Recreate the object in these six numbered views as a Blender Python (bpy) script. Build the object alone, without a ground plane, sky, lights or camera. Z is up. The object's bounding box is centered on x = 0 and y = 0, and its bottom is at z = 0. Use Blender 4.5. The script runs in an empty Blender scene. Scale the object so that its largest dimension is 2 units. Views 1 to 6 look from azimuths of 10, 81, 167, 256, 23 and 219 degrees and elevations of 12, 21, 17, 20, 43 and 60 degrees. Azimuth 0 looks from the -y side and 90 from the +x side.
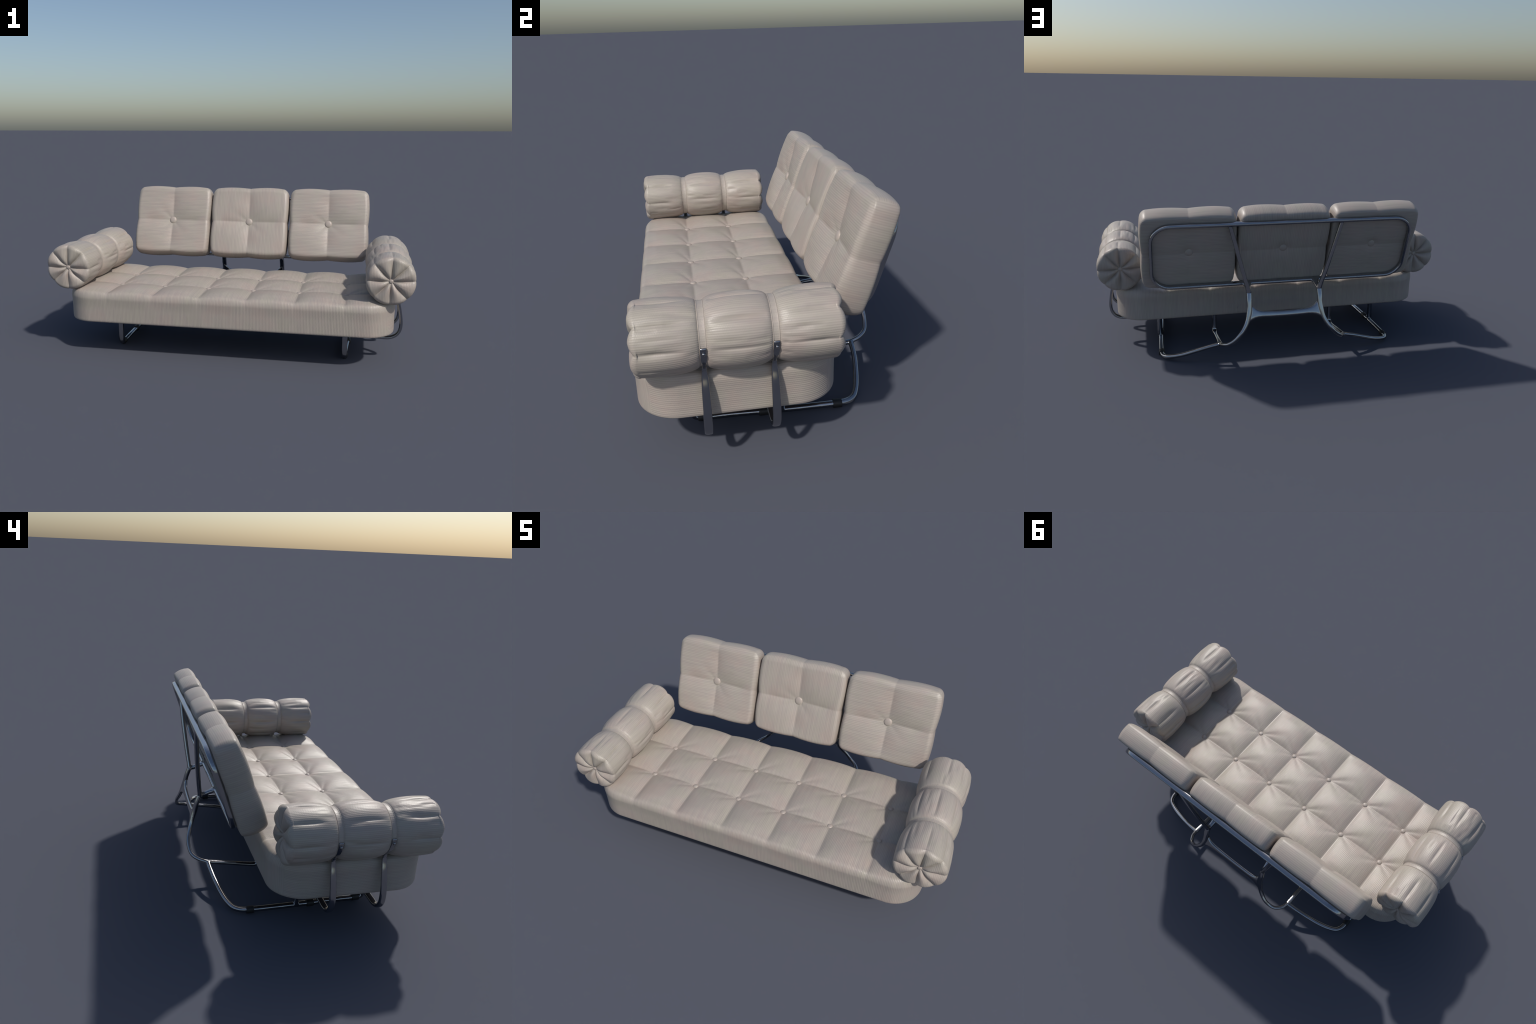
import bpy, math, random
import numpy as np
from mathutils import Vector, Matrix

random.seed(7)
RNG = np.random.default_rng(7)

# ------------------------------------------------------------------ helpers
def link(ob, parent=None):
    bpy.context.scene.collection.objects.link(ob)
    if parent is not None:
        ob.parent = parent
    return ob

def mesh_from(name, verts, faces, smooth=True):
    me = bpy.data.meshes.new(name)
    me.from_pydata([tuple(v) for v in np.asarray(verts).tolist()], [], faces)
    me.update()
    if smooth:
        me.polygons.foreach_set("use_smooth", [True] * len(me.polygons))
    return me

def smoothstep(a, b, x):
    t = np.clip((x - a) / (b - a), 0, 1)
    return t * t * (3 - 2 * t)

def box_grid(nx, ny, nz):
    """Surface lattice of a box, verts in [-1,1]^3, outward quads."""
    idx, verts, faces = {}, [], []
    n = (nx, ny, nz)
    def vid(i, j, k):
        key = (i, j, k)
        r = idx.get(key)
        if r is None:
            r = len(verts)
            idx[key] = r
            verts.append((2 * i / nx - 1, 2 * j / ny - 1, 2 * k / nz - 1))
        return r
    for ax in range(3):
        a, b = (ax + 1) % 3, (ax + 2) % 3
        for side in (0, n[ax]):
            for p in range(n[a]):
                for q in range(n[b]):
                    c = []
                    for dp, dq in ((0, 0), (1, 0), (1, 1), (0, 1)):
                        t = [0, 0, 0]
                        t[ax], t[a], t[b] = side, p + dp, q + dq
                        c.append(vid(*t))
                    faces.append(c if side else c[::-1])
    return np.array(verts), faces

def rounded_box(P, hx, hy, hz, plan_r, edge_r, plan=(0, 1), up=2):
    """Project a box lattice on a slab with plan corners of plan_r and soft edges of edge_r."""
    h = np.array([hx, hy, hz], float)
    X = P * h
    a, b = plan
    core = h.copy()
    core[a] -= plan_r
    core[b] -= plan_r
    core[up] -= edge_r
    Q = np.clip(X, -core, core)
    # plan corner of the core: inner rectangle grown by (plan_r - edge_r)
    d = X[:, [a, b]] - Q[:, [a, b]]
    L = np.linalg.norm(d, axis=1)
    g = np.minimum(L, plan_r - edge_r)
    s = np.where(L > 1e-9, g / np.maximum(L, 1e-9), 0)
    Q[:, [a, b]] += d * s[:, None]
    D = X - Q
    M = np.linalg.norm(D, axis=1)
    N = D / np.maximum(M, 1e-9)[:, None]
    return Q + N * edge_r, N

# ------------------------------------------------------------------ materials
class NT:
    def __init__(self, name):
        self.m = bpy.data.materials.new(name)
        self.m.use_nodes = True
        self.t = self.m.node_tree
        self.b = self.t.nodes["Principled BSDF"]
    def n(self, kind, **kw):
        nd = self.t.nodes.new(kind)
        for k, v in kw.items():
            setattr(nd, k, v)
        return nd
    def l(self, a, b):
        self.t.links.new(a, b)
    def val(self, sock, v):
        if hasattr(v, "is_output") or isinstance(v, bpy.types.NodeSocket):
            self.l(v, sock)
        else:
            sock.default_value = v
    def math(self, op, a, b=None, c=None, clamp=False):
        nd = self.n("ShaderNodeMath", operation=op, use_clamp=clamp)
        self.val(nd.inputs[0], a)
        if b is not None:
            self.val(nd.inputs[1], b)
        if c is not None:
            self.val(nd.inputs[2], c)
        return nd.outputs[0]
    def mixf(self, f, a, b):
        nd = self.n("ShaderNodeMix", data_type='FLOAT')
        self.val(nd.inputs[0], f)
        self.val(nd.inputs[2], a)
        self.val(nd.inputs[3], b)
        return nd.outputs[0]
    def mixc(self, f, a, b, mode='MIX'):
        nd = self.n("ShaderNodeMix", data_type='RGBA', blend_type=mode)
        self.val(nd.inputs[0], f)
        self.val(nd.inputs[6], a)
        self.val(nd.inputs[7], b)
        return nd.outputs[2]
    def comb(self, x, y, z):
        nd = self.n("ShaderNodeCombineXYZ")
        for i, v in enumerate((x, y, z)):
            self.val(nd.inputs[i], v)
        return nd.outputs[0]
    def noise(self, vec, scale, detail=2.0, rough=0.5):
        nd = self.n("ShaderNodeTexNoise")
        self.l(vec, nd.inputs["Vector"])
        nd.inputs["Scale"].default_value = scale
        nd.inputs["Detail"].default_value = detail
        nd.inputs["Roughness"].default_value = rough
        return nd.outputs[0]
    def ramp(self, f, stops):
        nd = self.n("ShaderNodeValToRGB")
        el = nd.color_ramp.elements
        while len(el) > 1:
            el.remove(el[-1])
        el[0].position, el[0].color = stops[0][0], (*stops[0][1], 1)
        for p, c in stops[1:]:
            e = el.new(p)
            e.color = (*c, 1)
        self.l(f, nd.inputs[0])
        return nd.outputs[0]

BASE_A = (0.388, 0.341, 0.299)
BASE_B = (0.416, 0.367, 0.318)
BASE_C = (0.364, 0.318, 0.288)

def fabric(name, layout, pitch=0.0077, depth=0.0010, ribs=True, strength=0.42):
    """Ribbed woven upholstery. layout decides which way the ribs run on each face."""
    k = NT(name)
    tc = k.n("ShaderNodeTexCoord")
    sp = k.n("ShaderNodeSeparateXYZ"); k.l(tc.outputs["Object"], sp.inputs[0])
    sn = k.n("ShaderNodeSeparateXYZ"); k.l(tc.outputs["Normal"], sn.inputs[0])
    x, y, z = sp.outputs
    nx, ny, nz = [k.math('ABSOLUTE', o) for o in sn.outputs]
    if layout == 'seat':            # ribs front-to-back, level on the end faces
        m = k.math('GREATER_THAN', nx, 0.74)
        c = k.mixf(m, x, z)
        l = k.math('ADD', y, z)
        l = k.mixf(m, l, y)
    elif layout == 'upright':       # ribs up the cushion
        m = k.math('GREATER_THAN', nx, 0.74)
        c = k.mixf(m, x, y)
        l = k.math('ADD', z, y)
        l = k.mixf(m, l, z)
    elif layout == 'level':         # ribs across the cushion
        m = k.math('GREATER_THAN', nz, 0.74)
        c = k.mixf(m, z, y)
        l = k.math('ADD', x, y)
        l = k.mixf(m, l, x)
    else:                           # 'roll': ribs along the roll, upright on its ends
        ang = k.math('ARCTAN2', x, z)
        m = k.math('GREATER_THAN', ny, 0.72)
        c = k.mixf(m, k.math('MULTIPLY', ang, 0.12), x)
        l = k.mixf(m, y, z)
    # rib relief
    rib = k.math('SINE', k.math('MULTIPLY', c, 2 * math.pi / pitch))
    rib = k.math('MULTIPLY_ADD', rib, 0.5, 0.5)
    rib = k.math('POWER', rib, 0.7)
    par = k.math('MODULO', k.math('FLOOR', k.math('DIVIDE', k.math('ADD', c, 10.0), pitch)), 2.0)
    wl = k.math('MULTIPLY_ADD', l, 2 * math.pi / (pitch * 0.95), k.math('MULTIPLY', par, math.pi))
    weave = k.math('MULTIPLY_ADD', k.math('SINE', wl), 0.5, 0.5)
    fine = k.noise(tc.outputs["Object"], 420, 2, 0.6)
    height = k.math('MULTIPLY_ADD', weave, 0.32, rib)
    height = k.math('MULTIPLY_ADD', fine, 0.35, height)
    patch = k.noise(tc.outputs["Object"], 16.0, 2, 0.5)  # noise flattens the relief in patches, modelling ribs lost to the light's angle
    patch = k.math('MULTIPLY_ADD', patch, 2.2, -0.45, clamp=True)
    soft = 1.0
    if layout in ('upright', 'level'):          # boxed sides read flatter
        soft = k.math('MULTIPLY_ADD', k.math('LESS_THAN', ny, 0.66), -0.68, 1.0)
    height = k.math('MULTIPLY', height, k.math('MULTIPLY_ADD', patch, 0.45, 0.55))
    height = k.math('MULTIPLY', height, soft)
    # uneven yarns: streaks along the ribs
    sv = k.comb(k.math('MULTIPLY', c, 95.0), k.math('MULTIPLY', l, 5.0), 0.0)
    streak = k.noise(sv, 1.0, 3, 0.6)
    height = k.math('MULTIPLY_ADD', streak, 0.30, height)
    bump = k.n("ShaderNodeBump")
    bump.inputs["Strength"].default_value = strength if ribs else 0.25
    bump.inputs["Distance"].default_value = depth
    k.l(height, bump.inputs["Height"])
    k.l(bump.outputs[0], k.b.inputs["Normal"])
    # colour
    col = k.ramp(streak, [(0.30, BASE_C), (0.48, BASE_A), (0.70, BASE_B)])
    blot = k.noise(tc.outputs["Object"], 9.0, 3, 0.55)
    tint = k.ramp(blot, [(0.36, (1.03, 0.985, 0.985)), (0.5, (1, 1, 1)), (0.64, (0.975, 1.0, 0.97))])
    col = k.mixc(1.0, col, tint, 'MULTIPLY')
    valley = k.math('MULTIPLY_ADD', rib, 0.10, 0.91)
    vv = k.n("ShaderNodeCombineColor")
    for i in range(3):
        k.l(valley, vv.inputs[i])
    if ribs:
        col = k.mixc(1.0, col, vv.outputs[0], 'MULTIPLY')
    k.l(col, k.b.inputs["Base Color"])
    rg = k.math('MULTIPLY_ADD', streak, 0.16, 0.36)
    k.l(rg, k.b.inputs["Roughness"])
    k.b.inputs["Specular IOR Level"].default_value = 0.5
    return k.m

def metal(name, col, rough):
    k = NT(name)
    tc = k.n("ShaderNodeTexCoord")
    nz = k.noise(tc.outputs["Object"], 14.0, 3, 0.6)
    c = k.ramp(nz, [(0.3, tuple(v * 0.93 for v in col)), (0.7, col)])
    k.l(c, k.b.inputs["Base Color"])
    k.b.inputs["Metallic"].default_value = 1.0
    k.l(k.math('MULTIPLY_ADD', nz, 0.06, rough - 0.03), k.b.inputs["Roughness"])
    return k.m

def rubber(name):
    k = NT(name)
    tc = k.n("ShaderNodeTexCoord")
    nz = k.noise(tc.outputs["Object"], 60.0, 2, 0.5)
    k.l(k.ramp(nz, [(0.3, (0.010, 0.010, 0.011)), (0.7, (0.018, 0.018, 0.019))]), k.b.inputs["Base Color"])
    k.b.inputs["Roughness"].default_value = 0.55
    return k.m

M_SEAT = fabric("ribbed_seat_fabric", 'seat')
M_UP = fabric("upright_ribbed_fabric", 'upright', pitch=0.0090, strength=0.30)
M_LEVEL = fabric("level_ribbed_fabric", 'level', pitch=0.0088, strength=0.33)
M_ROLL = fabric("ribbed_roll_fabric", 'roll', pitch=0.0075, strength=0.32)
M_PLAIN = fabric("button_fabric", 'seat', ribs=False)
M_STEEL = metal("polished_steel", (0.40, 0.405, 0.42), 0.15)
M_CLIP = metal("dark_polished_steel", (0.33, 0.335, 0.35), 0.14)
M_RUBBER = rubber("black_rubber")

# ------------------------------------------------------------------ the sofa
root = bpy.data.objects.new("daybed_sofa", None)
root.empty_display_size = 0.2
link(root)
root["label"] = "cream tufted daybed sofa on bent steel wire frame"
root["category"] = "sofa"

# ------------------------------------------------------------------ seat cushion
SEAT_HX, SEAT_Y0, SEAT_Y1 = 0.905, -0.500, 0.211
SEAT_Z0, SEAT_Z1 = 0.1960, 0.3575
CX = [-0.647, -0.388, -0.1293, 0.1293, 0.388, 0.647]
CY = [-0.264, -0.028]

def cell_profile(t, lines, lo, hi, edge_keep):
    """0 on a crease, 1 in the middle of a cell; outer borders keep some height."""
    b = [lo] + list(lines) + [hi]
    out = np.zeros_like(t)
    for i in range(len(b) - 1):
        m = (t >= b[i]) & (t <= b[i + 1]) if i else (t <= b[1])
        if i == len(b) - 2:
            m = t >= b[i]
        c, h = (b[i] + b[i + 1]) / 2, (b[i + 1] - b[i]) / 2
        u = (t - c) / h
        if i == 0:
            u = np.where(u < 0, u * edge_keep, u)
        if i == len(b) - 2:
            u = np.where(u > 0, u * edge_keep, u)
        out = np.where(m, 1 - np.clip(np.abs(u), 0, 1) ** 2.0, out)
    return out

def build_seat():
    hy, hz = (SEAT_Y1 - SEAT_Y0) / 2, (SEAT_Z1 - SEAT_Z0) / 2
    yc, zc = (SEAT_Y1 + SEAT_Y0) / 2, (SEAT_Z1 + SEAT_Z0) / 2
    P, F = box_grid(380, 150, 34)
    V, N = rounded_box(P, SEAT_HX, hy, hz, 0.155, 0.026)
    # crisp lower edge: square the fillet off below
    nh, nz = np.hypot(N[:, 0], N[:, 1]), np.abs(N[:, 2])
    sq = (nh ** 5 + nz ** 5) ** (-1 / 5) - 1
    V += np.where(N[:, 2] < 0, sq, 0)[:, None] * N * 0.026
    V[:, 1] += yc
    V[:, 2] += zc
    x, y, z = V.T.copy()
    top = smoothstep(-0.1, 0.85, N[:, 2])
    sx = cell_profile(x, CX, -SEAT_HX, SEAT_HX, 0.75)
    sy = cell_profile(y, CY, SEAT_Y0, SEAT_Y1, 0.80)
    # seams hang between the buttons; each square swells a little above its seams
    e = 0.085
    rx, ry = np.sqrt(sx * sx + e * e) - e, np.sqrt(sy * sy + e * e) - e
    H = 0.0085 * rx ** 0.8 + 0.0045 * ry ** 0.8 + 0.0195 * (np.clip(rx * ry, 0, None) + 1e-6) ** 0.66
    rim = smoothstep(0.075, 0.0, np.minimum(SEAT_HX - np.abs(x), np.minimum(y - SEAT_Y0, SEAT_Y1 - y)))
    rim *= np.where(y < -0.3, 0.55, 0.35)
    H = H * (1 - rim) + 0.0085 * rim
    # button pits and pinch folds
    for bx in CX:
        for by in CY:
            dx, dy = x - bx, y - by
            r = np.hypot(dx, dy)
            H -= 0.0055 * np.exp(-(r / 0.020) ** 2)
            ph = np.arctan2(dy, dx)
            for a0, amp, ln in ((29, 1.0, 0.060), (152, 0.8, 0.055), (-30, 0.7, 0.055), (-150, 0.9, 0.060)):
                d = np.angle(np.exp(1j * (ph - math.radians(a0 + random.uniform(-6, 6)))))
                H -= amp * 0.0034 * np.exp(-(d / 0.20) ** 2) * (r / ln) ** 1.5 * np.exp(1.5 * (1 - r / ln)) * (r < 0.25)
    # slow unevenness of the stuffing
    H += 0.0008 * np.sin(x * 9.1 + 1.3) * np.sin(y * 13.0 + 0.4)
    V[:, 2] = z + top * H
    # side wall follows the tufts a touch
    side = (1 - np.abs(N[:, 2])) * smoothstep(zc, SEAT_Z1, z)
    fb = np.abs(N[:, 1]) * side
    V[:, 1] += np.sign(N[:, 1]) * fb * 0.004 * sx ** 0.5
    V[:, 0] += np.sign(N[:, 0]) * np.abs(N[:, 0]) * side * 0.003 * sy ** 0.5
    ob = link(bpy.data.objects.new("seat_cushion", mesh_from("seat_cushion", V, F)), root)
    ob.data.materials.append(M_SEAT)
    return ob

def dome_mesh(name, r, h, seg=32, rings=10):
    """Covered button: low dome with a rolled-under rim, axis +z, seat at z=0."""
    prof = [(0.0, h)]
    for i in range(1, rings + 1):
        a = i / rings * math.pi / 2
        prof.append((r * math.sin(a) ** 0.9, h * math.cos(a) ** 0.85))
    prof += [(r * 0.97, -h * 0.35), (r * 0.82, -h * 0.7)]
    verts = [(0, 0, h)]
    faces = []
    for rr, zz in prof[1:]:
        for s in range(seg):
            t = 2 * math.pi * s / seg
            verts.append((rr * math.cos(t), rr * math.sin(t), zz))
    for s in range(seg):
        faces.append([0, 1 + s, 1 + (s + 1) % seg])
    for k in range(len(prof) - 2):
        o = 1 + k * seg
        for s in range(seg):
            t = (s + 1) % seg
            faces.append([o + s, o + seg + s, o + seg + t, o + t])
    me = mesh_from(name, np.array(verts), faces)
    me.materials.append(M_PLAIN)
    return me

seat = build_seat()
ME_SBTN = dome_mesh("seat_button", 0.0148, 0.0090)
ME_BBTN = dome_mesh("cushion_button", 0.0235, 0.0115)
ME_RBTN = dome_mesh("roll_button", 0.0130, 0.0100)

for bx in CX:
    for by in CY:
        b = link(bpy.data.objects.new("seat_button", ME_SBTN), seat)
        b.location = (bx, by, 0.3530)
        b.rotation_euler = (random.uniform(-.06, .06), random.uniform(-.06, .06), random.uniform(0, 6))

# ------------------------------------------------------------------ back cushions
TILT = math.atan(0.331)
BHX, BHZ, BT = 0.2365, 0.2070, 0.0565      # half width, half height, half thickness
BACK_F = Vector((0, 0.290, 0.662))         # front button plane

def lobe(t):
    w = np.clip(np.abs(t), 0, 1)
    up = np.sin(np.pi * np.clip(w, 0, 1)) ** 0.8
    return np.where(w < 0.5, 0.34 + 0.66 * up, up)

def back_cushion_mesh(name, mat, seed):
    rng = np.random.default_rng(seed)
    P, F = box_grid(104, 24, 92)
    # local: x across, y depth (front is -y), z up; box centred on depth
    V, N = rounded_box(P, BHX, BT, BHZ, 0.0235, 0.0195, plan=(0, 2), up=1)
    # the rear border is boxed more squarely than the front
    nh, nd = np.hypot(N[:, 0], N[:, 2]), np.abs(N[:, 1])
    V += np.where(N[:, 1] > 0, (nh ** 4 + nd ** 4) ** (-1 / 4) - 1, 0)[:, None] * N * 0.0195
    x, y, z = V.T.copy()
    u, v = x / BHX, z / BHZ
    j = rng.uniform(-0.0012, 0.0012, 4)
    # outline lobes
    lx = (0.0100 + np.where(v > 0, j[0], j[1])) * lobe(v)
    lz = (0.0122 + np.where(u > 0, j[2], j[3])) * lobe(u)
    V[:, 0] += np.sign(u) * np.abs(u) ** 4 * lx
    V[:, 2] += np.sign(v) * np.abs(v) ** 4 * lz
    # boxed sides belly out a little
    belly = 0.0078 * (1 - np.clip((y - 0.002) / (BT + 0.004), -1, 1) ** 2)
    V[:, 0] += N[:, 0] * belly
    V[:, 2] += N[:, 2] * belly * 1.75
    # pillow relief, front and (flatter) rear
    ku, kv = np.abs(u), np.abs(v)
    # quarters swell from the cross seam and hold up to the border; corners stay pinched
    def quarter(k):
        t = np.where(k < 0.52, (0.52 - k) / 0.52, (k - 0.52) / 0.48 * 0.78)
        return 1 - np.clip(t, 0, 1) ** 2.0
    pu, pv = quarter(ku), quarter(kv)
    e = 0.10
    qu, qv = np.sqrt(pu * pu + e * e) - e, np.sqrt(pv * pv + e * e) - e
    puff = (np.clip(qu * qv, 0, None) + 1e-6) ** 0.7
    r = np.hypot(x, z)
    front = smoothstep(0.0, 0.9, -N[:, 1])
    rear = smoothstep(0.0, 0.9, N[:, 1])
    ph = np.arctan2(z, x)
    fold = 0
    for a0 in (38, 142, -40, -145):
        d = np.angle(np.exp(1j * (ph - math.radians(a0 + rng.uniform(-7, 7)))))
        fold = fold + 0.0018 * np.exp(-(d / 0.26) ** 2) * (r / 0.06) * np.exp(1 - r / 0.06)
    Hf = 0.0170 * puff - 0.0030 - 0.0165 * np.exp(-(r / 0.070) ** 1.25) - fold
    Hr = 0.0085 * puff - 0.013 * np.exp(-(r / 0.034) ** 2)
    Hf = Hf + 0.0075 * smoothstep(0.55, 1.0, np.maximum(ku, kv)) * (1 - np.clip(puff, 0, 1)) * (1 - np.clip(np.minimum(ku, kv), 0, 1) ** 2)
    Hf = Hf - 0.0085 * v                      # thicker towards the bottom
    V[:, 1] += -front * Hf + rear * Hr
    me = mesh_from(name, V, F)
    me.materials.append(mat)
    return me

rotm = Matrix.Rotation(-TILT, 4, 'X')
def back_local(x, y, z):
    return Matrix.Translation(BACK_F + Vector((x, 0, 0))) @ rotm @ Matrix.Translation((0, y, z))

for i, cx in enumerate((-0.510, 0.0, 0.510)):
    mat = M_UP if i == 1 else M_LEVEL
    me = back_cushion_mesh("back_cushion", mat, 20 + i)
    ob = link(bpy.data.objects.new("back_cushion", me), root)
    ob.matrix_world = back_local(cx, 0.0435, 0.000)
    for face in (-1, 1):
        b = link(bpy.data.objects.new("cushion_button", ME_BBTN), ob)
        if face < 0:
            b.matrix_local = Matrix.Translation((0, -0.0370, 0)) @ Matrix.Rotation(math.pi / 2, 4, 'X')
        else:
            b.matrix_local = Matrix.Translation((0, 0.0415, 0)) @ Matrix.Rotation(-math.pi / 2, 4, 'X')

# ------------------------------------------------------------------ bolsters
ROLL_X, ROLL_Y, ROLL_Z = 0.873, -0.1475, 0.498
ROLL_HALF = 0.343
NECK = 0.1155                    # straps at +-NECK along the roll
R_NECK, R_BODY = 0.1045, 0.1288
BAND = 0.0115                    # half width of the strapped neck

def roll_mesh(seed):
    rng = np.random.default_rng(seed)
    NPHI = 240
    # profile stations: (kind, value)
    st = []
    for r in np.linspace(0.0, 0.100, 26):
        st.append(('cap', r))
    for a in np.linspace(0, math.pi / 2, 12)[1:]:
        st.append(('rim', a))
    rim = 0.021
    L = ROLL_HALF - 0.004 - rim
    body = np.linspace(-L, L, 190)[1:-1]
    prof = []                   # (y, r, ny, nr, capw, bodyw)
    def body_r(yy):
        # three barrels between rims and straps
        a = abs(yy)
        if abs(a - NECK) < BAND:
            return R_NECK
        if a < NECK:
            t = 1 - (a / (NECK - BAND)) ** 2
            return R_NECK + (R_BODY - R_NECK) * max(t, 0) ** 0.5
        t = (a - NECK - BAND) / (L - NECK - BAND)
        up = 1 - (1 - min(t / 0.66, 1)) ** 2
        dn = max(0, (t - 0.66) / 0.34)
        return R_NECK + (R_BODY - R_NECK) * up ** 0.5 - 0.0030 * dn ** 2
    r_end = body_r(L)
    half = []
    for kind, vv in st:
        if kind == 'cap':
            rr = vv / 0.100 * (r_end - rim)
            half.append((-(L + rim), rr, 'cap'))
        else:
            half.append((-(L + rim * math.cos(vv)), r_end - rim + rim * math.sin(vv), 'rim'))
    prof = half + [(yy, body_r(yy), 'body') for yy in body] + [(-y, r, k) for y, r, k in half[::-1]]
    phi = np.arange(NPHI) / NPHI * 2 * math.pi
    NC = 8
    cre = {s: np.array([k * 2 * math.pi / NC + rng.uniform(-0.05, 0.05) for k in range(NC)]) for s in (-1, 0, 1)}
    camp = {s: rng.uniform(0.6, 1.25, NC) for s in (-1, 0, 1)}
    clen = {s: rng.uniform(0.75, 1.15, NC) for s in (-1, 0, 1)}
    # small extra wrinkles: angle, centre y, half length, depth, width
    wr = [(rng.uniform(0, 2 * math.pi), rng.uniform(-L, L), rng.uniform(0.03, 0.075), rng.uniform(0.0009, 0.0030), rng.uniform(0.006, 0.014)) for _ in range(90)]
    verts = []
    for y, r, kind in prof:
        s = -1 if y < -NECK else (1 if y > NECK else 0)
        rr = np.full(NPHI, r)
        yy = np.full(NPHI, y)
        dphi = np.angle(np.exp(1j * (phi[:, None] - cre[s][None, :])))
        near = np.argmin(np.abs(dphi), axis=1)
        dn = np.abs(dphi[np.arange(NPHI), near])
        lob = np.sin(np.clip(dn / (math.pi / NC), 0, 1) * math.pi / 2)      # 0 on crease, 1 mid petal
        amp, ln = camp[s][near], clen[s][near]
        if kind in ('cap', 'rim'):
            q = min(r / (r_end - 0.0), 1.0)
            dome = -0.017 * math.exp(-(r / 0.030) ** 2)                       # button dimple
            crest = smoothstep(0.05, 0.45, q)
            depth = 0.0175 * (1 - lob ** 0.55) * crest * (1 - 0.25 * q)
            bulge = 0.0055 * lob * math.sin(math.pi * min(q, 1)) 
            w = 1.0 if kind == 'cap' else max(0.0, math.cos(max(0, (r - (r_end - rim)) / rim) * math.pi / 2)) ** 0.5
            out = (dome + bulge) - depth
            ww = w if kind == 'cap' else 0.30 + 0.70 * w
            yy = yy - s * 0 + s * out * ww
            if kind == 'rim':
                k = math.sin(max(0, (r - (r_end - rim)) / rim) * math.pi / 2)
                rr = rr - k * 0.0042 * (1 - lob ** 0.5)
        else:
            d = dn * r
            if s == 0:
                t = abs(y) / NECK
                win = max(0, 1 - (t / 0.80) ** 2) ** 1.0 * np.ones(NPHI)
                dep = 0.0080
            else:
                t = (abs(y) - NECK) / (L - NECK)
                win = smoothstep(0.12 + 0.25 * (1.15 - ln), 0.62, np.full(NPHI, t))
                dep = 0.0080
            if s:
                end = smoothstep(0.72, 1.0, np.full(NPHI, t))
                win = win * (1 - 0.85 * end)
                rr = rr - end * 0.0042 * (1 - lob ** 0.5)
            rr = rr - dep * (amp if s == 0 else 0.4 + 0.6 * amp) * win * np.exp(-(d / 0.0090) ** 1.25)
            rr = rr - 0.0015 * win * (1 - lob)
            fade = min(1, max(0, abs(abs(y) - NECK) - BAND) / 0.02)
            for a0, yc, hl, dp, wd in wr:
                e = 1 - ((y - yc) / hl) ** 2
                if e > 0:
                    dd = np.abs(np.angle(np.exp(1j * (phi - a0)))) * r
                    rr = rr - fade * dp * e * np.exp(-(dd / wd) ** 2)
            # gathers fanning out of the straps
            g = math.exp(-abs(abs(y) - NECK - 0.0) / 0.020)
            rr = rr + 0.0009 * g * fade * np.sin(phi * 37 + s * 1.7 + 2 * np.sin(phi * 5))
        verts.append(np.stack([rr * np.sin(phi), yy, rr * np.cos(phi)], axis=1))
    V = [verts[0][:1] * 0 + np.array([[0, verts[0][:, 1].mean(), 0]])] + verts[1:-1] + [np.array([[0, verts[-1][:, 1].mean(), 0]])]
    faces = []
    nr = len(verts) - 2
    for k in range(NPHI):
        t = (k + 1) % NPHI
        faces.append([0, 1 + k, 1 + t][::-1])
        last = 1 + nr * NPHI
        o = 1 + (nr - 1) * NPHI
        faces.append([last, o + t, o + k][::-1])
    for i in range(nr - 1):
        o = 1 + i * NPHI
        for k in range(NPHI):
            t = (k + 1) % NPHI
            faces.append([o + k, o + t, o + NPHI + t, o + NPHI + k])
    V = np.concatenate(V)
    me = mesh_from("bolster", V, faces)
    import bmesh
    bm = bmesh.new(); bm.from_mesh(me)
    bmesh.ops.recalc_face_normals(bm, faces=bm.faces)
    bm.to_mesh(me); bm.free()
    me.materials.append(M_ROLL)
    return me

def strap_mesh():
    """Neck band: flat tape with a piped edge on each side, around the y axis."""
    prof = []
    w, cord = 0.0102, 0.0016
    r0 = R_NECK + 0.0012
    def arc(yc, a0, a1, n):
        return [(yc + cord * math.cos(a), r0 + 0.0006 + cord * math.sin(a)) for a in np.linspace(a0, a1, n)]
    prof.append((-w - cord, r0 - 0.006))
    prof += arc(-w, math.pi, 0.25, 8)
    prof += [(-w + cord + 0.001, r0 + 0.0006), (0, r0 + 0.0014), (w - cord - 0.001, r0 + 0.0006)]
    prof += arc(w, math.pi - 0.25, 0, 8)
    prof.append((w + cord, r0 - 0.006))
    N = 128
    verts, faces = [], []
    for y, r in prof:
        for k in range(N):
            t = 2 * math.pi * k / N
            verts.append((r * math.sin(t), y, r * math.cos(t)))
    for i in range(len(prof) - 1):
        for k in range(N):
            t = (k + 1) % N
            faces.append([i * N + k, i * N + t, (i + 1) * N + t, (i + 1) * N + k])
    me = mesh_from("neck_band", np.array(verts), faces)
    me.materials.append(M_PLAIN)
    return me

ME_BAND = strap_mesh()
for i, sx in enumerate((-1, 1)):
    ob = link(bpy.data.objects.new("bolster", roll_mesh(40 + i)), root)
    ob.location = (sx * ROLL_X, ROLL_Y, ROLL_Z)
    for s in (-1, 1):
        band = link(bpy.data.objects.new("neck_band", ME_BAND), ob)
        band.location = (0, s * NECK, 0)
        b = link(bpy.data.objects.new("bolster_button", ME_RBTN), ob)
        b.matrix_local = Matrix.Translation((0, s * (ROLL_HALF - 0.0225), 0)) @ Matrix.Rotation(-s * math.pi / 2, 4, 'X')

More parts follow.
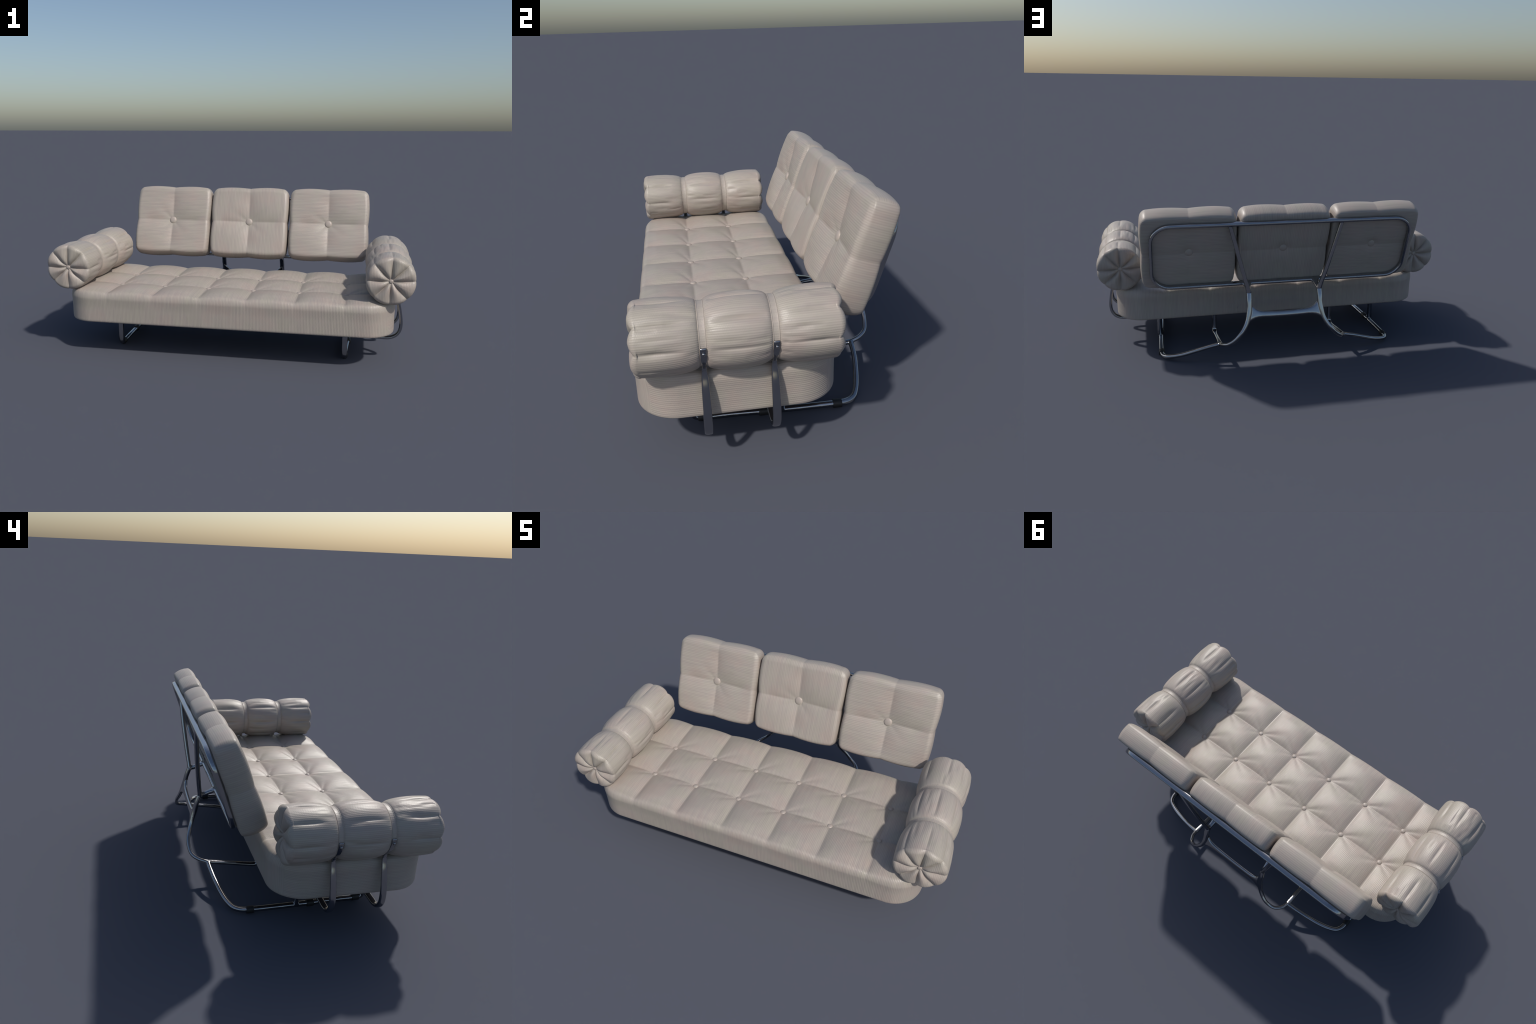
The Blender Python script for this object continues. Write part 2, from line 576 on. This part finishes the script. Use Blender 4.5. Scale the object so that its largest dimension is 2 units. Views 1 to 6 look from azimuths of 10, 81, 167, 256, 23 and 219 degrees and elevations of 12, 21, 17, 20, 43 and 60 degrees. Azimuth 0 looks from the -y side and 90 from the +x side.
# ------------------------------------------------------------------ bent steel
def catmull(pts, per):
    P = np.array(pts, float)
    P = np.vstack([2 * P[0] - P[1], P, 2 * P[-1] - P[-2]])
    out = []
    for i in range(1, len(P) - 2):
        p0, p1, p2, p3 = P[i - 1:i + 3]
        # centripetal knots keep tight bends clean
        k = [0]
        for a, b in ((p0, p1), (p1, p2), (p2, p3)):
            k.append(k[-1] + max(np.linalg.norm((b - a)[:3]), 1e-6) ** 0.5)
        for t in np.linspace(k[1], k[2], per, endpoint=False):
            A1 = (k[1] - t) / (k[1] - k[0]) * p0 + (t - k[0]) / (k[1] - k[0]) * p1
            A2 = (k[2] - t) / (k[2] - k[1]) * p1 + (t - k[1]) / (k[2] - k[1]) * p2
            A3 = (k[3] - t) / (k[3] - k[2]) * p2 + (t - k[2]) / (k[3] - k[2]) * p3
            B1 = (k[2] - t) / (k[2] - k[0]) * A1 + (t - k[0]) / (k[2] - k[0]) * A2
            B2 = (k[3] - t) / (k[3] - k[1]) * A2 + (t - k[1]) / (k[3] - k[1]) * A3
            out.append((k[2] - t) / (k[2] - k[1]) * B1 + (t - k[1]) / (k[2] - k[1]) * B2)
    out.append(P[-2])
    return np.array(out)

def sweep(pts, ref, per=8, closed=False, seg=20, power=2.6, raw=False):
    """pts rows: x y z w h ; w lies along ref (made square to the path), h across it."""
    S = np.array(pts, float) if raw else catmull(pts, per)
    n = len(S)
    C = S[:, :3]
    if closed:
        T = np.roll(C, -1, 0) - np.roll(C, 1, 0)
    else:
        T = np.gradient(C, axis=0)
    T /= np.linalg.norm(T, axis=1)[:, None]
    R = np.array(ref, float)
    R = np.tile(R, (n, 1)) if R.ndim == 1 else R
    W = R - T * (R * T).sum(1)[:, None]
    for i in range(n):
        L = np.linalg.norm(W[i])
        if L < 0.25 and i:
            W[i] = W[i - 1] - T[i] * (W[i - 1] @ T[i])
            L = np.linalg.norm(W[i])
        W[i] /= L
    Hh = np.cross(T, W)
    a = np.arange(seg) / seg * 2 * math.pi
    ca = np.sign(np.cos(a)) * np.abs(np.cos(a)) ** (2 / power)
    sa = np.sign(np.sin(a)) * np.abs(np.sin(a)) ** (2 / power)
    V = (C[:, None] + W[:, None] * (ca[None, :, None] * S[:, 3, None, None] / 2)
         + Hh[:, None] * (sa[None, :, None] * S[:, 4, None, None] / 2)).reshape(-1, 3)
    F = []
    m = n if closed else n - 1
    for i in range(m):
        j = (i + 1) % n
        for k in range(seg):
            t = (k + 1) % seg
            F.append([i * seg + k, i * seg + t, j * seg + t, j * seg + k])
    if not closed:
        F.append([k for k in range(seg)][::-1])
        F.append([(n - 1) * seg + k for k in range(seg)])
    return V, F

def join(parts):
    V, F, o = [], [], 0
    for v, f in parts:
        V.append(v)
        F += [[i + o for i in q] for q in f]
        o += len(v)
    return np.concatenate(V), F

def fix_normals(me):
    import bmesh
    bm = bmesh.new(); bm.from_mesh(me)
    bmesh.ops.recalc_face_normals(bm, faces=bm.faces)
    bm.to_mesh(me); bm.free()

def fuse(name, parts, voxel, smooth_it, mat, regain=0.0020):
    """Union overlapping rods in one casting with soft fillets."""
    V, F = join(parts)
    me = mesh_from(name, V, F)
    fix_normals(me)
    tmp = link(bpy.data.objects.new(name + "_tmp", me))
    rm = tmp.modifiers.new("remesh", 'REMESH')
    rm.mode = 'VOXEL'; rm.voxel_size = voxel; rm.adaptivity = 0.0
    sm = tmp.modifiers.new("smooth", 'SMOOTH')
    sm.factor = 0.5; sm.iterations = smooth_it
    dp = tmp.modifiers.new("regain", 'DISPLACE')       # give back what smoothing took
    dp.mid_level = 0.0
    dp.strength = regain
    dg = bpy.context.evaluated_depsgraph_get()
    out = bpy.data.meshes.new_from_object(tmp.evaluated_get(dg))
    out.name = name
    bpy.data.objects.remove(tmp)
    out.polygons.foreach_set("use_smooth", [True] * len(out.polygons))
    out.materials.clear()
    out.materials.append(mat)
    return link(bpy.data.objects.new(name, out), root)

def mirror_pts(p):
    return [(-q[0],) + tuple(q[1:]) for q in p]

# base casting --------------------------------------------------------------
RAIL_W, RAIL_H = 0.023, 0.020
rail = [  # front foot, up into the leg; rail; rear corner; rising tail to the fork
    (0.648, -0.312, 0.215, 0.028, 0.018), (0.648, -0.312, 0.120, 0.028, 0.018), (0.648, -0.312, 0.045, 0.028, 0.018),
    (0.648, -0.306, 0.022, 0.027, 0.019), (0.649, -0.286, 0.0150, 0.024, 0.0195),
    (0.655, -0.160, 0.0155, RAIL_W, RAIL_H), (0.664, 0.000, 0.0160, RAIL_W, RAIL_H), (0.669, 0.140, 0.0165, RAIL_W, RAIL_H),
    (0.670, 0.255, 0.0170, RAIL_W, RAIL_H), (0.665, 0.300, 0.0180, 0.022, 0.020), (0.648, 0.328, 0.0215, 0.021, 0.020),
    (0.615, 0.347, 0.0275, 0.020, 0.019), (0.560, 0.366, 0.0420, 0.021, 0.018), (0.480, 0.386, 0.0700, 0.0195, 0.018), (0.415, 0.397, 0.0910, 0.019, 0.017), (0.3555, 0.4027, 0.1052, 0.021, 0.017)]
mid_leg = [(0.669, 0.030, 0.014, 0.027, 0.019), (0.669, 0.030, 0.10, 0.027, 0.018), (0.669, 0.030, 0.215, 0.027, 0.018)]
stay = [(0.3555, 0.4027, 0.1052, 0.026, 0.016), (0.3555, 0.375, 0.1020, 0.023, 0.016), (0.3555, 0.325, 0.0950, 0.021, 0.016), (0.356, 0.260, 0.0845, 0.020, 0.016),
        (0.356, 0.200, 0.0750, 0.020, 0.016), (0.356, 0.163, 0.0720, 0.022, 0.017), (0.356, 0.146, 0.0800, 0.024, 0.017), (0.356, 0.140, 0.105, 0.022, 0.017), (0.356, 0.140, 0.215, 0.022, 0.017)]
fork = [(0.3555, 0.4027, 0.1052, 0.018, 0.016), (0.3459, 0.4410, 0.1165, 0.0175, 0.0155), (0.3189, 0.4750, 0.1321, 0.017, 0.015), (0.2852, 0.4872, 0.1575, 0.017, 0.015),
        (0.2583, 0.4887, 0.1876, 0.018, 0.016), (0.2336, 0.4800, 0.2174, 0.020, 0.017), (0.2140, 0.4690, 0.2525, 0.023, 0.018), (0.2041, 0.4593, 0.2882, 0.026, 0.019), (0.1992, 0.4484, 0.3252, 0.026, 0.020),
        (0.1988, 0.4370, 0.3646, 0.0265, 0.021), (0.1975, 0.4225, 0.4030, 0.0255, 0.021)]
yoke = [(0.206, 0.4530, 0.2960, 0.104, 0.016), (0.188, 0.4535, 0.2935, 0.078, 0.016), (0.168, 0.4540, 0.2900, 0.050, 0.0155), (0.140, 0.4530, 0.2860, 0.033, 0.015), (0.08, 0.4530, 0.2825, 0.028, 0.0145), (0.0, 0.4530, 0.2810, 0.0265, 0.0145),
        (-0.08, 0.4530, 0.2825, 0.028, 0.0145), (-0.140, 0.4530, 0.2860, 0.033, 0.015), (-0.168, 0.4540, 0.2900, 0.050, 0.0155), (-0.188, 0.4535, 0.2935, 0.078, 0.016), (-0.206, 0.4530, 0.2960, 0.104, 0.016)]

parts = []
for flip in (False, True):
    f = mirror_pts if flip else (lambda p: p)
    R = sweep(f(rail), (1, 0, 0), per=1, raw=True)
    S = catmull(f(rail), 8)
    # rail section keeps its wide side level: reference turns with the bend
    T = np.gradient(S[:, :3], axis=0)
    T /= np.linalg.norm(T, axis=1)[:, None]
    side = np.cross(T, (0, 0, 1))
    ln = np.linalg.norm(side, axis=1)
    ref = np.where((ln < 0.5)[:, None], np.array([[1.0, 0, 0]]), side / np.maximum(ln, 1e-6)[:, None])
    ref = np.where((ref[:, 0] < 0)[:, None] & (np.abs(ref[:, 0:1]) > 0.3), -ref, ref)
    for i in range(1, len(ref)):
        if ref[i] @ ref[i - 1] < 0:
            ref[i] = -ref[i]
    parts.append(sweep(S, ref, raw=True))
    parts.append(sweep(f(mid_leg), (1, 0, 0)))
    parts.append(sweep(f(stay), (1, 0, 0)))
    parts.append(sweep(f(fork), (1, 0, 0.35 if not flip else -0.35)))
parts.append(sweep(yoke, (0, -0.36, 0.93), power=3.4))
base = fuse("base_frame", parts, 0.0024, 7, M_STEEL)

# back frame ----------------------------------------------------------------
def ring_pts(hw, v0, v1, rad, yoff, w, h, n=12):
    cs = [(hw - rad, v1 - rad, 0), (-hw + rad, v1 - rad, 90), (-hw + rad, v0 + rad, 180), (hw - rad, v0 + rad, 270)]
    pts, refs = [], []
    for cx, cv, a0 in cs:
        for a in np.linspace(a0, a0 + 90, n):
            c, s = math.cos(math.radians(a)), math.sin(math.radians(a))
            p = back_local(cx + rad * c, yoff, cv + rad * s).translation
            pts.append((p.x, p.y, p.z, w, h))
    # densify the straight runs
    out = []
    m = len(pts)
    for i in range(m):
        a, b = np.array(pts[i]), np.array(pts[(i + 1) % m])
        k = max(1, int(np.linalg.norm((b - a)[:3]) / 0.03))
        for t in range(k):
            out.append(tuple(a + (b - a) * t / k))
    return out

nrm = (rotm @ Vector((0, 1, 0)))
ring = ring_pts(0.7075, -0.2035, 0.182, 0.098, 0.1185, 0.027, 0.0155)
parts = [sweep(ring, tuple(nrm), closed=True, raw=True, power=3.2)]
for s in (1, -1):
    top = back_local(s * 0.303, 0.1190, 0.176).translation
    strut = [(top.x, top.y, top.z, 0.018, 0.019), (s * 0.262, 0.4480, 0.640, 0.0195, 0.020), (s * 0.222, 0.4330, 0.490, 0.020, 0.020),
             (s * 0.206, 0.4260, 0.435, 0.021, 0.019), (s * 0.198, 0.4215, 0.403, 0.0255, 0.021), (s * 0.197, 0.4180, 0.393, 0.025, 0.021)]
    parts.append(sweep(strut, (1, 0, 0)))
    low = back_local(s * 0.195, 0.1185, -0.2035).translation
    lug = [(s * 0.198, 0.4215, 0.404, 0.022, 0.021), (s * 0.196, 0.398, 0.4085, 0.021, 0.020), (s * 0.195, 0.372, 0.418, 0.026, 0.019), (s * 0.195, 0.352, 0.4270, 0.046, 0.018), (low.x, low.y, low.z, 0.084, 0.017)]
    parts.append(sweep(lug, (1, 0, 0)))
fuse("back_frame", parts, 0.0024, 7, M_STEEL)

# rubber feet ---------------------------------------------------------------
def foot_mesh(length, rad):
    pts = []
    for t, k in ((-1, 0.90), (-0.93, 0.99), (-0.85, 1), (0.85, 1), (0.93, 0.99), (1, 0.90)):
        pts.append((0, t * length / 2, 0, 2.06 * rad * k, 2 * rad * k))
    v, f = sweep(pts, (1, 0, 0), raw=True, seg=32, power=2.3)
    me = mesh_from("rubber_foot", v, f)
    fix_normals(me)
    me.materials.append(M_RUBBER)
    return me

ME_FOOT = foot_mesh(0.036, 0.0163)
for s in (-1, 1):
    for fx, fy in ((0.650, -0.276), (0.6625, -0.040), (0.670, 0.255)):
        ft = link(bpy.data.objects.new("rubber_foot", ME_FOOT), base)
        ft.location = (s * fx, fy, 0.0163)
        ft.rotation_euler = (0, 0, -s * 0.045)

# bolster brackets ----------------------------------------------------------
bracket = [(0.700, 0, 0.208, 0.028, 0.017), (0.722, 0, 0.165, 0.028, 0.017), (0.775, 0, 0.1345, 0.028, 0.0175), (0.840, 0, 0.1285, 0.028, 0.018), (0.888, 0, 0.1300, 0.029, 0.018), (0.921, 0, 0.1440, 0.029, 0.018),
           (0.941, 0, 0.1700, 0.029, 0.018), (0.9480, 0, 0.2070, 0.029, 0.018), (0.9430, 0, 0.2640, 0.0285, 0.017),
           (0.9310, 0, 0.3240, 0.0270, 0.017), (0.9215, 0, 0.3600, 0.0230, 0.016), (0.9185, 0, 0.3780, 0.0195, 0.0150), (0.9190, 0, 0.3900, 0.0175, 0.0140)]

def clip_points():
    # rises from the bracket, swings out and lies up the side of the neck
    spine = [(0.9188, 0, 0.3840, 0.0175, 0.0135), (0.9215, 0, 0.3975, 0.0165, 0.0130), (0.9300, 0, 0.4100, 0.0165, 0.0125), (0.9435, 0, 0.4225, 0.0180, 0.0115), (0.9570, 0, 0.4370, 0.0200, 0.0100),
             (0.9690, 0, 0.4560, 0.0215, 0.0090), (0.9775, 0, 0.4750, 0.0215, 0.0088), (0.9805, 0, 0.4860, 0.0215, 0.0100), (0.9815, 0, 0.4955, 0.0215, 0.0115), (0.9815, 0, 0.4990, 0.0205, 0.0100), (0.9815, 0, 0.5008, 0.0180, 0.0070)]
    pts = spine
    return pts

def mesh_bracket(flip):
    f = mirror_pts if flip else (lambda p: p)
    v, fc = sweep(f(bracket), (0, 1, 0), per=10, seg=28, power=2.8)
    me = mesh_from("bolster_bracket", v, fc); fix_normals(me); me.materials.append(M_STEEL)
    v, fc = sweep(f(clip_points()), (0, 1, 0), per=8, seg=28, power=4.0)
    mc = mesh_from("bracket_clip", v, fc); fix_normals(mc); mc.materials.append(M_CLIP)
    return me, mc

def rivet_mesh():
    v, f = [(0, 0, 0.0035)], []
    prof = [(0.003, 0.0032), (0.0055, 0.0018), (0.0062, 0), (0.0062, -0.003)]
    n = 20
    for r, z in prof:
        v += [(r * math.cos(2 * math.pi * k / n), r * math.sin(2 * math.pi * k / n), z) for k in range(n)]
    f += [[0, 1 + k, 1 + (k + 1) % n] for k in range(n)]
    for i in range(3):
        o = 1 + i * n
        f += [[o + k, o + n + k, o + n + (k + 1) % n, o + (k + 1) % n] for k in range(n)]
    me = mesh_from("clip_rivet", np.array(v), f)
    me.materials.append(M_CLIP)
    return me
ME_RIVET = rivet_mesh()
RIVET_SINK = 0.0016

for s in (1, -1):
    me, mc = mesh_bracket(s < 0)
    for yy in (ROLL_Y - NECK, ROLL_Y + NECK):
        br = link(bpy.data.objects.new("bolster_bracket", me), root)
        br.location = (0, yy, 0)
        cl = link(bpy.data.objects.new("bracket_clip", mc), br)
        rv = link(bpy.data.objects.new("clip_rivet", ME_RIVET), br)
        a = math.radians(-9)
        R = R_NECK + 0.0128 - RIVET_SINK
        rv.location = (s * (ROLL_X + R * math.cos(a)), 0, ROLL_Z + R * math.sin(a))
        rv.rotation_euler = (0, s * (math.pi / 2 - a), 0)
